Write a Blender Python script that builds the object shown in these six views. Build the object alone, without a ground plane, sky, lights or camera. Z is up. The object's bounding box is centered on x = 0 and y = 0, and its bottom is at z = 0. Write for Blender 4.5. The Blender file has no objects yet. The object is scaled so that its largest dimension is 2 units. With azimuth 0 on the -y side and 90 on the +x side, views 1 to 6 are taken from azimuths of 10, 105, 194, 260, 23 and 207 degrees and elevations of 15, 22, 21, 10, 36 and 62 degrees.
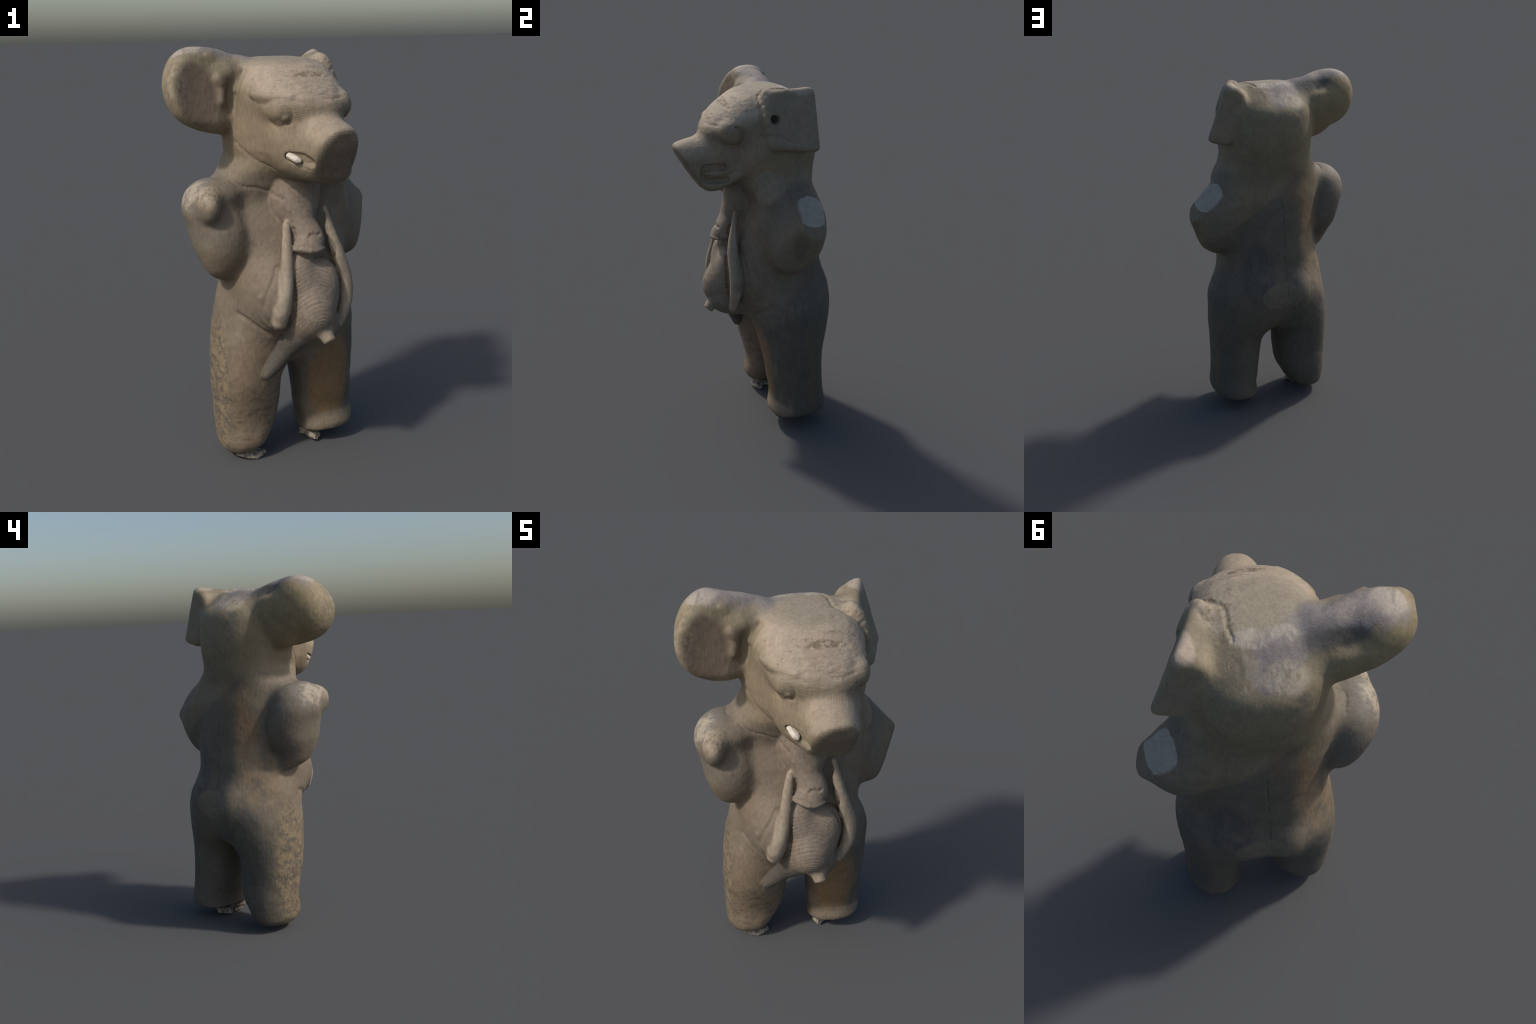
# Carved figurine: a standing elephant-headed animal, sculpted as a smooth blend of
# anatomical volumes (torso, legs, skull, snout, ears, arms) and meshed once, then
# split by region into named parts.
import bpy, bmesh, math
import numpy as np
# ---------- distance helpers (body frame: x = figure's left, y = back, z = up)
def smin(a,b,k):
    k=np.maximum(k,1e-6);h=np.maximum(k-np.abs(a-b),0)/k
    return np.minimum(a,b)-h*h*k*.25
def smax(a,b,k): return -smin(-a,-b,k)
def cubic(z,Z,V):
    """Catmull-Rom through stations Z (ascending) with rows V."""
    Z=np.asarray(Z);V=np.asarray(V)
    i=np.clip(np.searchsorted(Z,z)-1,0,len(Z)-2)
    t=np.clip((z-Z[i])/(Z[i+1]-Z[i]),0,1)
    M=np.empty_like(V)
    M[1:-1]=(V[2:]-V[:-2])/(Z[2:]-Z[:-2])[:,None]
    M[0]=(V[1]-V[0])/(Z[1]-Z[0]);M[-1]=(V[-1]-V[-2])/(Z[-1]-Z[-2])
    h=(Z[i+1]-Z[i])[:,None];t=t[:,None]
    return (2*t**3-3*t**2+1)*V[i]+(t**3-2*t**2+t)*h*M[i]+(-2*t**3+3*t**2)*V[i+1]+(t**3-t**2)*h*M[i+1]
def rotz(p,a):
    c,s=np.cos(a),np.sin(a);return np.stack([c*p[...,0]+s*p[...,1],-s*p[...,0]+c*p[...,1],p[...,2]],-1)
def stack(P,Z,rows,n=2.3):
    """pile of superellipse sections: rows cx,cy,rx,ry_front,ry_back"""
    v=cubic(P[:,2],Z,rows)
    x=P[:,0]-v[:,0];y=P[:,1]-v[:,1]
    rx=np.maximum(v[:,2],.01);ry=np.maximum(np.where(y<0,v[:,3],v[:,4]),.01)
    qx=np.abs(x)/rx+1e-6;qy=np.abs(y)/ry+1e-6
    k=(qx**n+qy**n)**(1/n)
    g=np.sqrt((k**(1-n)*qx**(n-1)/rx)**2+(k**(1-n)*qy**(n-1)/ry)**2)
    return (k-1)/np.maximum(g,1e-6)
def euler(a):
    ax,ay,az=a
    cx,sx,cy,sy,cz,sz=np.cos(ax),np.sin(ax),np.cos(ay),np.sin(ay),np.cos(az),np.sin(az)
    return np.array([[cz,-sz,0],[sz,cz,0],[0,0,1]])@np.array([[cy,0,sy],[0,1,0],[-sy,0,cy]])@np.array([[1,0,0],[0,cx,-sx],[0,sx,cx]])
def ell(P,v,thin=.05):
    """ellipsoid: centre, radii, euler"""
    v=np.asarray(v);q=(P-v[:3])@(euler(v[6:9]) if len(v)>6 else np.eye(3))
    r=np.maximum(v[3:6],thin)
    k0=np.sqrt(((q/r)**2).sum(-1))+1e-9;k1=np.sqrt(((q/r**2).astype(q.dtype)**2).sum(-1))+1e-9
    return k0*(k0-1)/k1
def tube(P,pts,sub=5,flat=None):
    """round cone chain: rows x,y,z,r, splined"""
    pts=np.asarray(pts,float)
    if sub>1 and len(pts)>2:
        T=np.arange(len(pts)).astype(float)
        pts=cubic(np.linspace(0,len(pts)-1,(len(pts)-1)*sub+1),T,pts)
    P=np.asarray(P);pts=pts.astype(P.dtype);d=np.full(len(P),9.0,P.dtype)
    pp=(P*P).sum(1)
    for a,b in zip(pts[:-1],pts[1:]):
        e=b[:3]-a[:3];ee=max(e@e,1e-12)
        we=P@e-a[:3]@e;ww=pp-2*(P@a[:3])+a[:3]@a[:3]
        t=np.clip(we/ee,0,1)
        d=np.minimum(d,np.sqrt(np.maximum(ww-2*t*we+t*t*ee,0))-(a[3]+t*(b[3]-a[3])))
    return d
def disc(P,v):
    """rounded disc: centre, radius a, radius b, half thickness, euler; local z = normal"""
    v=np.asarray(v);q=(P-v[:3])@euler(v[6:9])
    a,b,t=v[3:6];r=min(t*.95,.09)
    k=np.sqrt((q[:,0]/a)**2+(q[:,1]/b)**2)+1e-9
    g=np.sqrt((q[:,0]/a**2)**2+(q[:,1]/b**2)**2)+1e-9
    e=np.stack([k*(k-1)/g+r,np.abs(q[:,2])-t+r],-1)
    return np.linalg.norm(np.maximum(e,0),axis=1)+np.minimum(e.max(1),0)-r
def plane(P,p,n):
    n=np.asarray(n,float);return (P-np.asarray(p))@(n/np.linalg.norm(n))

PHI=np.radians(33.)
TZ=[.48,.60,.72,.84,.96,1.08,1.20,1.32,1.42,1.52,1.62,1.72,1.82,1.90,1.98]
AZ=[.93,1.0,1.1,1.2,1.3,1.38,1.45]
LZ=[.03,.10,.20,.30,.42,.56,.70]
SY=[.05,.18,.30,.40,.55]
PAR={}
PAR['torso']=np.array([[0.08,0.0461,0.3437,0.1278,0.2144],[0.0846,0.0599,0.3293,0.1504,0.2204],[0.0893,0.0594,0.3391,0.1742,0.218],[0.0682,0.0392,0.3207,0.1946,0.2284],[0.0626,0.0148,0.2916,0.2131,0.2736],[0.0716,-0.0019,0.2915,0.2081,0.2818],[0.0641,0.0006,0.2895,0.2009,0.2706],[0.0672,0.0187,0.3107,0.1818,0.2391],[0.0563,0.0086,0.3145,0.2024,0.2213],[0.0549,-0.0111,0.2649,0.2318,0.2538],[0.056,-0.0218,0.2681,0.2346,0.2792],[0.0468,-0.0114,0.2598,0.2459,0.2795],[0.0441,-0.0309,0.2545,0.2943,0.2893],[0.043,-0.0476,0.2568,0.2655,0.2406],[0.0462,-0.0638,0.297,0.2622,0.2272]])
PAR['legr']=np.array([[-0.1672,0.0609,0.1001,0.1213,0.1457],[-0.151,0.057,0.1243,0.1369,0.1663],[-0.1289,0.0643,0.1524,0.1398,0.176],[-0.1255,0.0596,0.1633,0.1548,0.1779],[-0.1264,0.0519,0.167,0.1806,0.1952],[-0.108,0.0493,0.1738,0.2037,0.217],[-0.1,0.0442,0.174,0.2267,0.2331]])
PAR['legl']=np.array([[0.2826,0.0635,0.2165,0.1712,0.26],[0.3137,0.0569,0.1495,0.136,0.224],[0.3053,0.0614,0.1449,0.1206,0.1998],[0.2977,0.0639,0.1475,0.1397,0.1905],[0.2877,0.0637,0.1576,0.1569,0.1916],[0.2651,0.0649,0.1707,0.1778,0.2019],[0.2467,0.0588,0.1853,0.2016,0.205]])
PAR['footr']=np.array([-0.13,0.06,0.0332,0.0003,-0.0171])
PAR['footl']=np.array([0.3,0.1,0.0704,0.0325,-0.0229])
PAR['crown']=np.array([0.0703,-0.0282,1.9496,-0.0124,0.104])
PAR['snout']=np.array([[0.0244,-1.6539,0.2233,0.1391,0.1719],[0.0369,-1.6151,0.1565,0.1368,0.1935],[0.0589,-1.6085,0.1803,0.1021,0.175],[0.0883,-1.5553,0.1273,0.1529,0.1297],[0.0927,-1.5619,0.0869,0.114,0.1608]])
PAR['snoutcut']=np.array([0.0902,-0.5172,1.6037,0.0524,-1.0192,-0.6378])
PAR['jaw']=np.array([0.1301,-0.1903,1.5294,0.1289,0.2111,0.0473,0.4444,-0.1718,0.2204])
PAR['brow']=np.array([0.0569,-0.2584,1.7389,0.1935,0.1263,0.0718,-0.0033,-0.0057,0.0039])
PAR['earr']=np.array([-0.275,-0.0297,1.8119,0.253,0.1826,0.0612,1.4019,0.0942,0.5193])
PAR['earhollow']=np.array([-0.3932,-0.1333,1.824,0.1191,0.1665,0.0209,1.3414,0.0424,0.2299])
PAR['earl_out']=np.array([0.3246,0.1482,1.9679,0.8873,-0.3106,0.3392])
PAR['earl_back']=np.array([0.3014,0.1722,1.8016,0.0393,1.0155,0.0033])
PAR['earl_bot']=np.array([0.3347,0.1277,1.6402,0.1862,-0.0852,-0.9995])
PAR['earl_top']=np.array([0.2892,0.059,1.9833,-0.5786,0.0482,0.8099])
PAR['earl_in']=np.array([0.2162,0.1712,1.8641,-0.9365,-0.1022,-0.349])
PAR['earl_front']=np.array([0.2,-0.0951,1.85,0.0005,-1,-0.0001])
PAR['arml_cut']=np.array([0.4557,0.1038,1.3355,0.7371,0.3167,0.6443])
PAR['butt']=np.array([0.1557,0.2173,0.7303,0.1634,0.1098,0.1798,-0.2049,-0.3088,0.0919])
PAR['buttr']=np.array([-0.0615,0.1541,0.7423,0.1029,0.1863,0.1723,0.0399,0.0858,-0.1019])
PAR['belly']=np.array([0.06,-0.1201,0.8921,0.2589,0.1378,0.2514,-0.0059,-0.0007,0.002])
PAR['earback']=np.array([-0.3714,-0.005,1.8376,0.1333,0.1067,0.169,-0.3611,0.3968,0.3965])
PAR['armr_hand']=np.array([-0.3536,-0.139,1.3242,0.0454,0.0635,0.074,0.0002,-0.0017,0])
PAR['arml_main']=np.array([0.3381,0.0729,1.1988,0.1731,0.1556,0.2293,-0.1819,0.0365,0.295])
PAR['arml_low']=np.array([[0.5121,0.1164,1.2686,0.0668],[0.3972,0.0185,1.0944,0.091]])
PAR['arml_sh']=np.array([0.2856,0.0427,1.2801,0.0666,0.1854,0.2156,-0.0711,-0.047,0.1543])
PAR['trunk_up']=np.array([[0.0577,-0.1326,1.4637,0.1116],[0.0506,-0.1314,1.3369,0.127],[0.0508,-0.209,1.2396,0.0698],[0.0702,-0.2448,1.1636,0.0726],[0.0611,-0.2581,1.1244,0.0789]])
PAR['trunk_low']=np.array([[0.0517,-0.1979,1.1494,0.0622],[0.0255,-0.2456,1.0257,0.0731],[0.0493,-0.2672,0.9229,0.0788],[0.0722,-0.2986,0.8231,0.0961],[0.035,-0.2608,0.7832,0.0682]])
PAR['trunk_side']=np.array([0.1336,-0.2533,0.9137,0.0904,0.0827,0.1503,-0.0004,-0.0002,0])
PAR['curl']=np.array([[0.05,-0.262,0.765,0.082],[0.022,-0.236,0.7,0.064],[-0.016,-0.19,0.622,0.049],[-0.056,-0.157,0.548,0.041],[-0.1,-0.145,0.489,0.025]])
PAR['stub']=np.array([[0.078,-0.292,0.785,0.055],[0.104,-0.35,0.73,0.034],[0.117,-0.384,0.692,0.028]])
PAR['tusk_r']=np.array([[-0.028,-0.23,1.232,0.0145],[-0.037,-0.252,1.18,0.021],[-0.048,-0.28,1.05,0.029],[-0.066,-0.3,0.95,0.034],[-0.086,-0.3,0.86,0.04],[-0.09,-0.28,0.8,0.038]])
PAR['tusk_l']=np.array([[0.168,-0.224,1.285,0.0111],[0.1901,-0.2401,1.18,0.0222],[0.2218,-0.256,1.0699,0.0296],[0.2607,-0.2542,0.9498,0.0322],[0.2613,-0.2545,0.8401,0.0322],[0.2262,-0.258,0.7352,0.0218]])
PAR['earroot']=np.array([[-0.1369,-0.0028,1.8963,0.0566],[-0.2265,-0.0603,1.8938,0.0403]])
PAR['armr_main']=np.array([[-0.2347,0.0238,0.0566,0.0789,0.0917],[-0.2623,-0.0419,0.0729,0.0744,0.1097],[-0.2589,-0.0365,0.125,0.1302,0.1696],[-0.2719,-0.0209,0.1345,0.153,0.1783],[-0.2915,-0.0219,0.1398,0.1234,0.1709],[-0.2859,-0.0425,0.1263,0.1082,0.1591],[-0.2672,-0.0358,0.0981,0.1013,0.1184]])
PAR['cheekr']=np.array([-0.0777,-0.1344,0.8937,0.1219,0.1845,0.1771,-0.0007,-0.0018,-0.0019])
PAR['cheekl']=np.array([0.1676,-0.0977,0.8902,0.153,0.1413,0.2014,0.0006,0.0012,0])
PAR['under']=np.array([0.1265,-0.2068,0.751,0.0971,0.1566,0.0933,0.0008,0,-0.0001])
PAR['earpad']=np.array([-0.2439,0.0713,1.7591,0.1205,0.047,0.1426,-0.375,0.0229,0.2361])
PAR['arml_cut2']=np.array([0.514,0.0396,1.1548,0.9,-0.3999,-0.17])
def p_torso(P,p):
    t=stack(P,TZ,p['torso'],2.3)
    t=smax(t,TZ[0]+.02-P[:,2],.12)
    c=p['crown'];t=smax(t,P[:,2]-(c[2]+c[3]*(P[:,0]-c[0])+c[4]*(P[:,1]-c[1])),.2)
    t=smin(t,ell(P,p['butt']),.1);t=smin(t,ell(P,p['buttr']),.1)
    t=smin(t,ell(P,p['belly']),.1)
    for k in ('cheekr','cheekl','under'): t=smin(t,ell(P,p[k]),.04)
    return t
def leg(P,rows,f):
    d=stack(P,LZ,rows,2.2)
    bot=f[2]+f[3]*(P[:,0]-f[0])+f[4]*(P[:,1]-f[1])-P[:,2]
    return smax(smax(d,bot,.07),P[:,2]-.82,.25)
def p_legr(P,p): return leg(P,p['legr'],p['footr'])
def p_legl(P,p): return leg(P,p['legl'],p['footl'])
def p_face(P,p):
    cu=p['snoutcut'];sn=stack(np.stack([P[:,0],-P[:,2],-P[:,1]],1),SY,p['snout'],2.3)
    sn=smax(smax(sn,plane(P,cu[:3],cu[3:]),.045),.04+P[:,1],.05)
    h=smin(ell(P,p['brow']),sn,.07);return smin(h,ell(P,p['jaw']),.06)
def p_earr(P,p):
    e=smin(disc(P,p['earr']),ell(P,p['earback']),.06)
    e=smin(e,ell(P,p['earpad']),.06)
    h=p['earhollow'];q=(P-h[:3])@euler(h[6:9]);q[:,2]=np.minimum(q[:,2],0)
    e=smax(e,-ell(q,np.r_[0,0,0,h[3:6]],.02),.04)
    return smin(e,tube(P,p['earroot'],1),.05)
def p_earl(P,p):
    e=np.full(len(P),-9.)
    for k in ('out','back','bot','top','in','front'):
        v=p['earl_'+k];e=smax(e,plane(P,v[:3],v[3:]),.04)
    dish=.22-np.linalg.norm(P-np.array([.565,-.035,1.845]),axis=1)
    return smax(e,dish,.03)
def p_armr(P,p):
    d=stack(P,AZ,p['armr_main'],2.1)
    d=smax(smax(d,.945-P[:,2],.08),P[:,2]-1.43,.08)
    return smin(d,ell(P,p['armr_hand']),.04)
def p_arml(P,p):
    d=smin(ell(P,p['arml_main']),ell(P,p['arml_sh']),.08);d=smin(d,tube(P,p['arml_low'],1),.06)
    v=p['arml_cut2'];d=smax(d,plane(P,v[:3],v[3:]),.03)
    v=p['arml_cut'];return smax(d,plane(P,v[:3],v[3:]),.015)
def p_trunk(P,p):
    ut=smax(tube(P,p['trunk_up']),plane(P,[.06,-.3,1.112],[0.06,.25,-1]),.012)
    lt=smin(tube(P,p['trunk_low']),ell(P,p['trunk_side']),.05)
    st=smax(tube(P,p['stub']),plane(P,p['stub'][2][:3]+np.array([0,0,.01]),[.2,-.8,-.9]),.01)
    lt=smin(smin(lt,tube(P,p['curl']),.03),st,.02)
    return smin(lt,ut,.006)
def p_tuskr(P,p): return tube(P,p['tusk_r'])
def p_tuskl(P,p): return tube(P,p['tusk_l'])
PF=dict(torso=p_torso,legr=p_legr,legl=p_legl,face=p_face,earr=p_earr,earl=p_earl,armr=p_armr,arml=p_arml,trunk=p_trunk,tuskr=p_tuskr,tuskl=p_tuskl)
def parts(P,p): return {k:f(P,p) for k,f in PF.items()}
def whole(P,p,D=None):
    D=D or parts(P,p)
    d=D['torso']
    d=smin(d,D['legr'],.09);d=smin(d,D['legl'],.09)
    d=smin(d,D['face'],np.where(P[:,2]>1.56,.09,np.where(P[:,2]<1.48,.03,.03+.06*(P[:,2]-1.48)/.08)))
    d=smin(d,D['earr'],.03);d=smin(d,D['earl'],.045)
    d=smin(d,D['armr'],.04);d=smin(d,D['arml'],.04)
    d=smin(d,D['tuskr'],.012);d=smin(d,D['tuskl'],.012)
    return smin(d,D['trunk'],.012)
# ---------------------------------------------------------------- carved relief on the finished volumes
def whole_base(P,use=None):
    D={k:(f(P,PAR) if use is None or use[i] else np.full(len(P),.5,P.dtype)) for i,(k,f) in enumerate(PF.items())}
    return whole(P,PAR,D),D
TET=np.array([[1,1,1],[1,-1,-1],[-1,1,-1],[-1,-1,1.]])*.003
def slope(p):
    """gradient of the base distance"""
    return sum(whole_base(p+e)[0][:,None]*e for e in TET)/(4*.003**2)
def on_surface(pts,it=3):
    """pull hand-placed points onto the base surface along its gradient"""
    p=np.asarray(pts,float)
    for _ in range(it):
        d=whole_base(p)[0];g=slope(p);p=p-d[:,None]*g/np.maximum((g*g).sum(1),.25)[:,None]
    return p
def trail(pts,n=8,wob=0.,seed=0):
    """polyline resampled, with a small sideways wobble"""
    pts=np.asarray(pts,float);T=np.arange(len(pts)).astype(float)
    q=cubic(np.linspace(0,len(pts)-1,(len(pts)-1)*n+1),T,pts) if len(pts)>2 else pts[0]+np.linspace(0,1,n+1)[:,None]*(pts[1]-pts[0])
    if wob: q=q+np.random.RandomState(seed).normal(0,wob,q.shape)
    return q
def circle_trail(c,r,a0=0,a1=360,squash=1.,n=24):
    """ring around a point of the surface, in its tangent plane"""
    c=np.asarray(c,float);g=slope(c[None])[0];g/=np.linalg.norm(g)
    u=np.cross([0,0,1.],g);u/=np.linalg.norm(u);v=np.cross(g,u);a=np.radians(np.linspace(a0,a1,n))
    return c+r*np.cos(a)[:,None]*u+r*squash*np.sin(a)[:,None]*v
class Relief:
    """list of local edits: grooves (cut), ridges (add), balls"""
    def __init__(s): s.items=[]
    def add(s,kind,pts,r,k,sink=0.):
        s.items.append((kind,np.asarray(pts,float).reshape(-1,3),r,k,sink))
    def settle(s):
        """drop every trail onto the surface in one go and note its bounds"""
        q=on_surface(np.concatenate([i[1] for i in s.items if i[0]!='bore']));g=slope(q);g/=np.linalg.norm(g,axis=1)[:,None];n=0;out=[]
        for kind,pts,r,k,sink in s.items:
            if kind!='bore': pts=q[n:n+len(pts)]-sink*g[n:n+len(pts)];n+=len(pts)
            out.append((kind.replace('bore','cut'),pts,r,k,pts.min(0)-r-k-.02,pts.max(0)+r+k+.02))
        s.items=out
    def groove(s,pts,r=.006,k=.008,sink=0.): s.add('cut',pts,r,k,sink)
    def ridge(s,pts,r=.008,k=.012,sink=0.): s.add('add',pts,r,k,sink)
    def apply(s,P,d):
        if not len(P): return d
        lo,hi=P.min(0),P.max(0)
        for kind,pts,r,k,a,b in s.items:
            if (lo>b).any() or (hi<a).any(): continue
            m=((P>a)&(P<b)).all(1)
            if not m.any(): continue
            q=P[m];t=np.full(len(q),9.)
            if len(pts)==1: t=np.linalg.norm(q-pts[0],axis=1)
            for u,v in zip(pts[:-1],pts[1:]):
                e=v-u;w=q-u;h=np.clip((w@e)/max(e@e,1e-12),0,1);t=np.minimum(t,np.linalg.norm(w-h[:,None]*e,axis=1))
            t=t-r
            d[m]=smax(d[m],-t,k) if kind=='cut' else smin(d[m],t,k)
        return d
R=Relief()
def make_relief():
    g,rd=R.groove,R.ridge
    # creases of belly, neck, shoulder, jaw, brow
    g(trail([(-.21,-.10,.80),(-.194,-.152,.782),(-.149,-.20,.74),(-.104,-.21,.715),(-.05,-.20,.69)]),.0005,.028)
    g(trail([(.20,-.20,.70),(.27,-.18,.70),(.33,-.13,.73),(.38,-.07,.78)]),.001,.022)
    g(trail([(-.215,-.08,1.415),(-.192,-.111,1.403),(-.125,-.16,1.385),(-.058,-.193,1.352),(-.02,-.21,1.345)],8,.003,20),.0015,.014)
    g(trail([(-.275,.06,1.42),(-.289,-.023,1.442),(-.25,-.03,1.46),(-.22,-.035,1.473)]),.003,.008)
    g(trail([(-.20,-.09,1.60),(-.182,-.128,1.566),(-.152,-.194,1.513),(-.098,-.25,1.455)],8,.002,21),.0008,.016)
    g(trail([(-.18,-.16,1.80),(-.165,-.20,1.780),(-.139,-.252,1.762),(-.118,-.292,1.765)],8,.003,22),-.003,.016)
    rd(trail([(-.16,-.205,1.80),(-.12,-.275,1.79),(-.05,-.33,1.79)]),.003,.03)
    # forehead: torn slot and stepped brow
    g(trail([(.005,-.235,1.880),(.05,-.25,1.882),(.10,-.255,1.874),(.138,-.26,1.868)],6,.003,1),.006,.006)
    g(trail([(.15,-.26,1.866),(.18,-.255,1.862)],4,.002,2),.004,.006)
    g(trail([(.094,-.35,1.765),(.15,-.345,1.775),(.211,-.323,1.781)],8,.002,5),.003,.008)
    # right eye: lid ring, lobe and pupil
    c=(-.090,-.325,1.716)
    g(circle_trail(c,.051,0,360,1.1),.006,.008)
    rd([(-.100,-.318,1.724)],.052,.014,.036);rd([(-.074,-.335,1.712)],.020,.004,.006);rd([(-.096,-.322,1.690)],.026,.012,.018)
    g(circle_trail((-.072,-.335,1.716),.0175),.0018,.004)
    # left eye: large smooth bulge under a heavy lid
    c=(.243,-.262,1.728)
    rd([c],.070,.016,.048);g(circle_trail(c,.056,-110,110,1.08),.006,.014);g(circle_trail(c,.054,200,260,1.05),.003,.012)
    rd(circle_trail((.245,-.24,1.735),.066,-60,60),.003,.02)
    # mouth slots
    g(trail([(-.083,-.372,1.546),(-.045,-.41,1.542),(-.010,-.44,1.532)]),.021,.010,.006)
    g(trail([(-.05,-.39,1.512),(-.01,-.43,1.500)]),.003,.008)
    g(trail([(.213,-.40,1.560),(.228,-.352,1.568),(.239,-.305,1.566)]),.018,.010,.006)
    g(trail([(.200,-.405,1.535),(.200,-.393,1.490),(.231,-.346,1.494),(.255,-.295,1.504)]),.017,.010,.006)
    rd(trail([(.210,-.395,1.535),(.229,-.345,1.530),(.245,-.29,1.541),(.25,-.26,1.552)]),.009,.008)
    # left ear: drilled hole, crack round its root, torn top
    R.add('bore',[(.32,-.043,1.815),(.260,-.050,1.815)],.020,.016)
    g(trail([(.133,.078,1.942),(.146,.008,1.952),(.154,-.06,1.946),(.19,-.095,1.942),(.231,-.12,1.925),(.262,-.112,1.88),(.275,-.104,1.837),(.290,-.100,1.77)],9,.002,6),.006,.006)
    g([(.19,-.098,1.94),(.205,-.108,1.935)],.010,.006)
    g(trail([(.236,-.075,1.937),(.228,-.016,1.946),(.20,.0,1.95),(.165,-.01,1.952)],6,.004,7),.003,.006)
    g(trail([(.262,-.112,1.88),(.275,-.104,1.837),(.290,-.100,1.77),(.30,-.095,1.72)],8,.002,16),.007,.012)
    rd(trail([(.205,-.05,1.955),(.25,-.075,1.92),(.272,-.07,1.87),(.285,-.065,1.80)],6,.003,17),.010,.022)
    g(trail([(.27,-.10,1.74),(.31,-.06,1.735),(.361,-.017,1.732),(.375,.02,1.71)],6,.002,8),.003,.012)
    # right ear: inner lobe and rim folds
    rd(trail([(-.27,-.09,1.86),(-.255,-.10,1.823),(-.262,-.105,1.775)]),.010,.03)
    g(trail([(-.17,-.11,1.905),(-.185,-.112,1.868),(-.215,-.113,1.80),(-.225,-.11,1.75)]),.008,.02)
    g([(-.223,-.113,1.799)],.008,.012)
    # trunk: hole, torn lip; socket beside the tusk; cheek folds
    g(trail([(.044,-.31,1.181),(.07,-.312,1.186),(.1,-.303,1.184)],6,.002,9),.0065,.004);g([(.075,-.31,1.198)],.004,.003)
    g([(.105,-.31,1.162)],.004,.003);g(trail([(.135,-.32,1.135),(.14,-.325,1.128)],3),.006,.004)
    g(trail([(-.03,-.27,1.095),(.0,-.295,1.094),(.06,-.305,1.092),(.12,-.295,1.095)],6,.001,15),.008,.014)
    rd(trail([(-.02,-.30,1.130),(.03,-.325,1.122),(.08,-.335,1.120),(.14,-.325,1.124)],5,.002,10),.006,.010)
    g([(-.045,-.315,.812)],.016,.012)
    rd(trail([(-.125,-.225,.91),(-.141,-.229,.844),(-.128,-.245,.79),(-.10,-.25,.755)]),.007,.016)
    g(trail([(-.115,-.24,.93),(-.125,-.25,.85),(-.112,-.255,.80),(-.085,-.26,.765)]),.004,.010)
    rd(trail([(-.06,-.285,.77),(-.075,-.27,.76),(-.09,-.255,.752)]),.008,.012)
    g(trail([(-.062,-.235,1.19),(-.085,-.25,1.08),(-.108,-.255,.97),(-.130,-.25,.88)],8),.003,.014)
    g(trail([(.205,-.22,1.20),(.25,-.215,1.07),(.298,-.19,.95),(.300,-.18,.84),(.262,-.20,.74)],8),.002,.014)
    g(trail([(.140,-.25,1.27),(.158,-.27,1.16),(.183,-.285,1.05),(.205,-.285,.95),(.205,-.28,.86)],8),.009,.010,.004)
    g(trail([(-.006,-.255,1.21),(-.002,-.27,1.10),(-.015,-.285,.98),(-.030,-.30,.89)],8),.007,.010,.003)
    # left arm: cracked edge of the break, planed facet under it
    g(trail([(.478,.02,1.292),(.515,.045,1.272),(.512,.075,1.288),(.513,.11,1.280),(.497,.165,1.272)],6,.002,11),.0025,.004)
    # back: long drying crack, shoulder seam, tail dimple
    g(trail([(.046,.251,1.348),(.04,.263,1.244),(.036,.275,1.15),(.035,.283,1.056),(.027,.287,.957),(.029,.313,.839),(.038,.331,.742)],10,.0015,12),.002,.003)
    g(trail([(.214,.244,1.228),(.148,.256,1.293),(.084,.249,1.352),(.011,.24,1.379)],7,.003,13),.0025,.006)
    g(trail([(.09,.33,.755),(.06,.33,.735),(.038,.331,.742),(.01,.33,.75)],5,.002,14),.003,.008)
    g(trail([(.09,.33,.70),(.05,.325,.675),(.02,.325,.69)],5),.002,.010)
    # slots in the lower trunk sides and scratches on the belly
    g(trail([(-.14,-.224,1.022),(-.12,-.235,1.035)],4),.002,.003)
def waves(P,n=7,seed=0,f=14.):
    """smooth pseudo-noise from random plane waves"""
    r=np.random.RandomState(seed);s=np.zeros(len(P),P.dtype)
    for i in range(n):
        k=r.normal(size=3);k/=np.linalg.norm(k);s+=np.sin(P@(k*f*(1+.8*r.rand())).astype(P.dtype)+P.dtype.type(r.rand()*6.28))
    return s/n
def grain(P,D):
    """hand-carved unevenness, trunk rings, worn brow"""
    a=.0030*waves(P,8,1,22.)+.0013*waves(P,9,2,60.)+.0005*waves(P,9,3,150.)
    brow=np.clip(1-np.linalg.norm((P-[.09,-.32,1.83])/[.2,.13,.10],axis=1),0,1)
    Q=P*[.45,1,1.6];a=a+.004*brow*np.clip(waves(Q,12,4,210.)+.05,-.4,.2)
    leg=np.clip((.5-P[:,2])*4,0,1);a=a+.0012*leg*waves(P*[.6,.6,1.5],9,5,90.)
    t=np.clip(1-np.maximum(D['trunk'],0)/.006,0,1)*np.clip((1.06-P[:,2])/.08,0,1)*np.clip((P[:,2]-.74)/.05,0,1)
    s=np.linalg.norm((P-[.065,-.33,.70])*[1.7,.5,1.],axis=1)+.006*waves(P,6,6,40.)
    return a+t*(.3+.7*np.clip(.5+1.5*waves(P,6,7,45.),0,1))*(.0019*np.sin(s*2*np.pi/.0165)+.0008*np.sin(s*2*np.pi/.0085))
FLAP=np.array([.322,-.085,1.447,.075,.075,.102,.0,.0,.9])   # raised flap of skin under the left jaw
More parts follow.
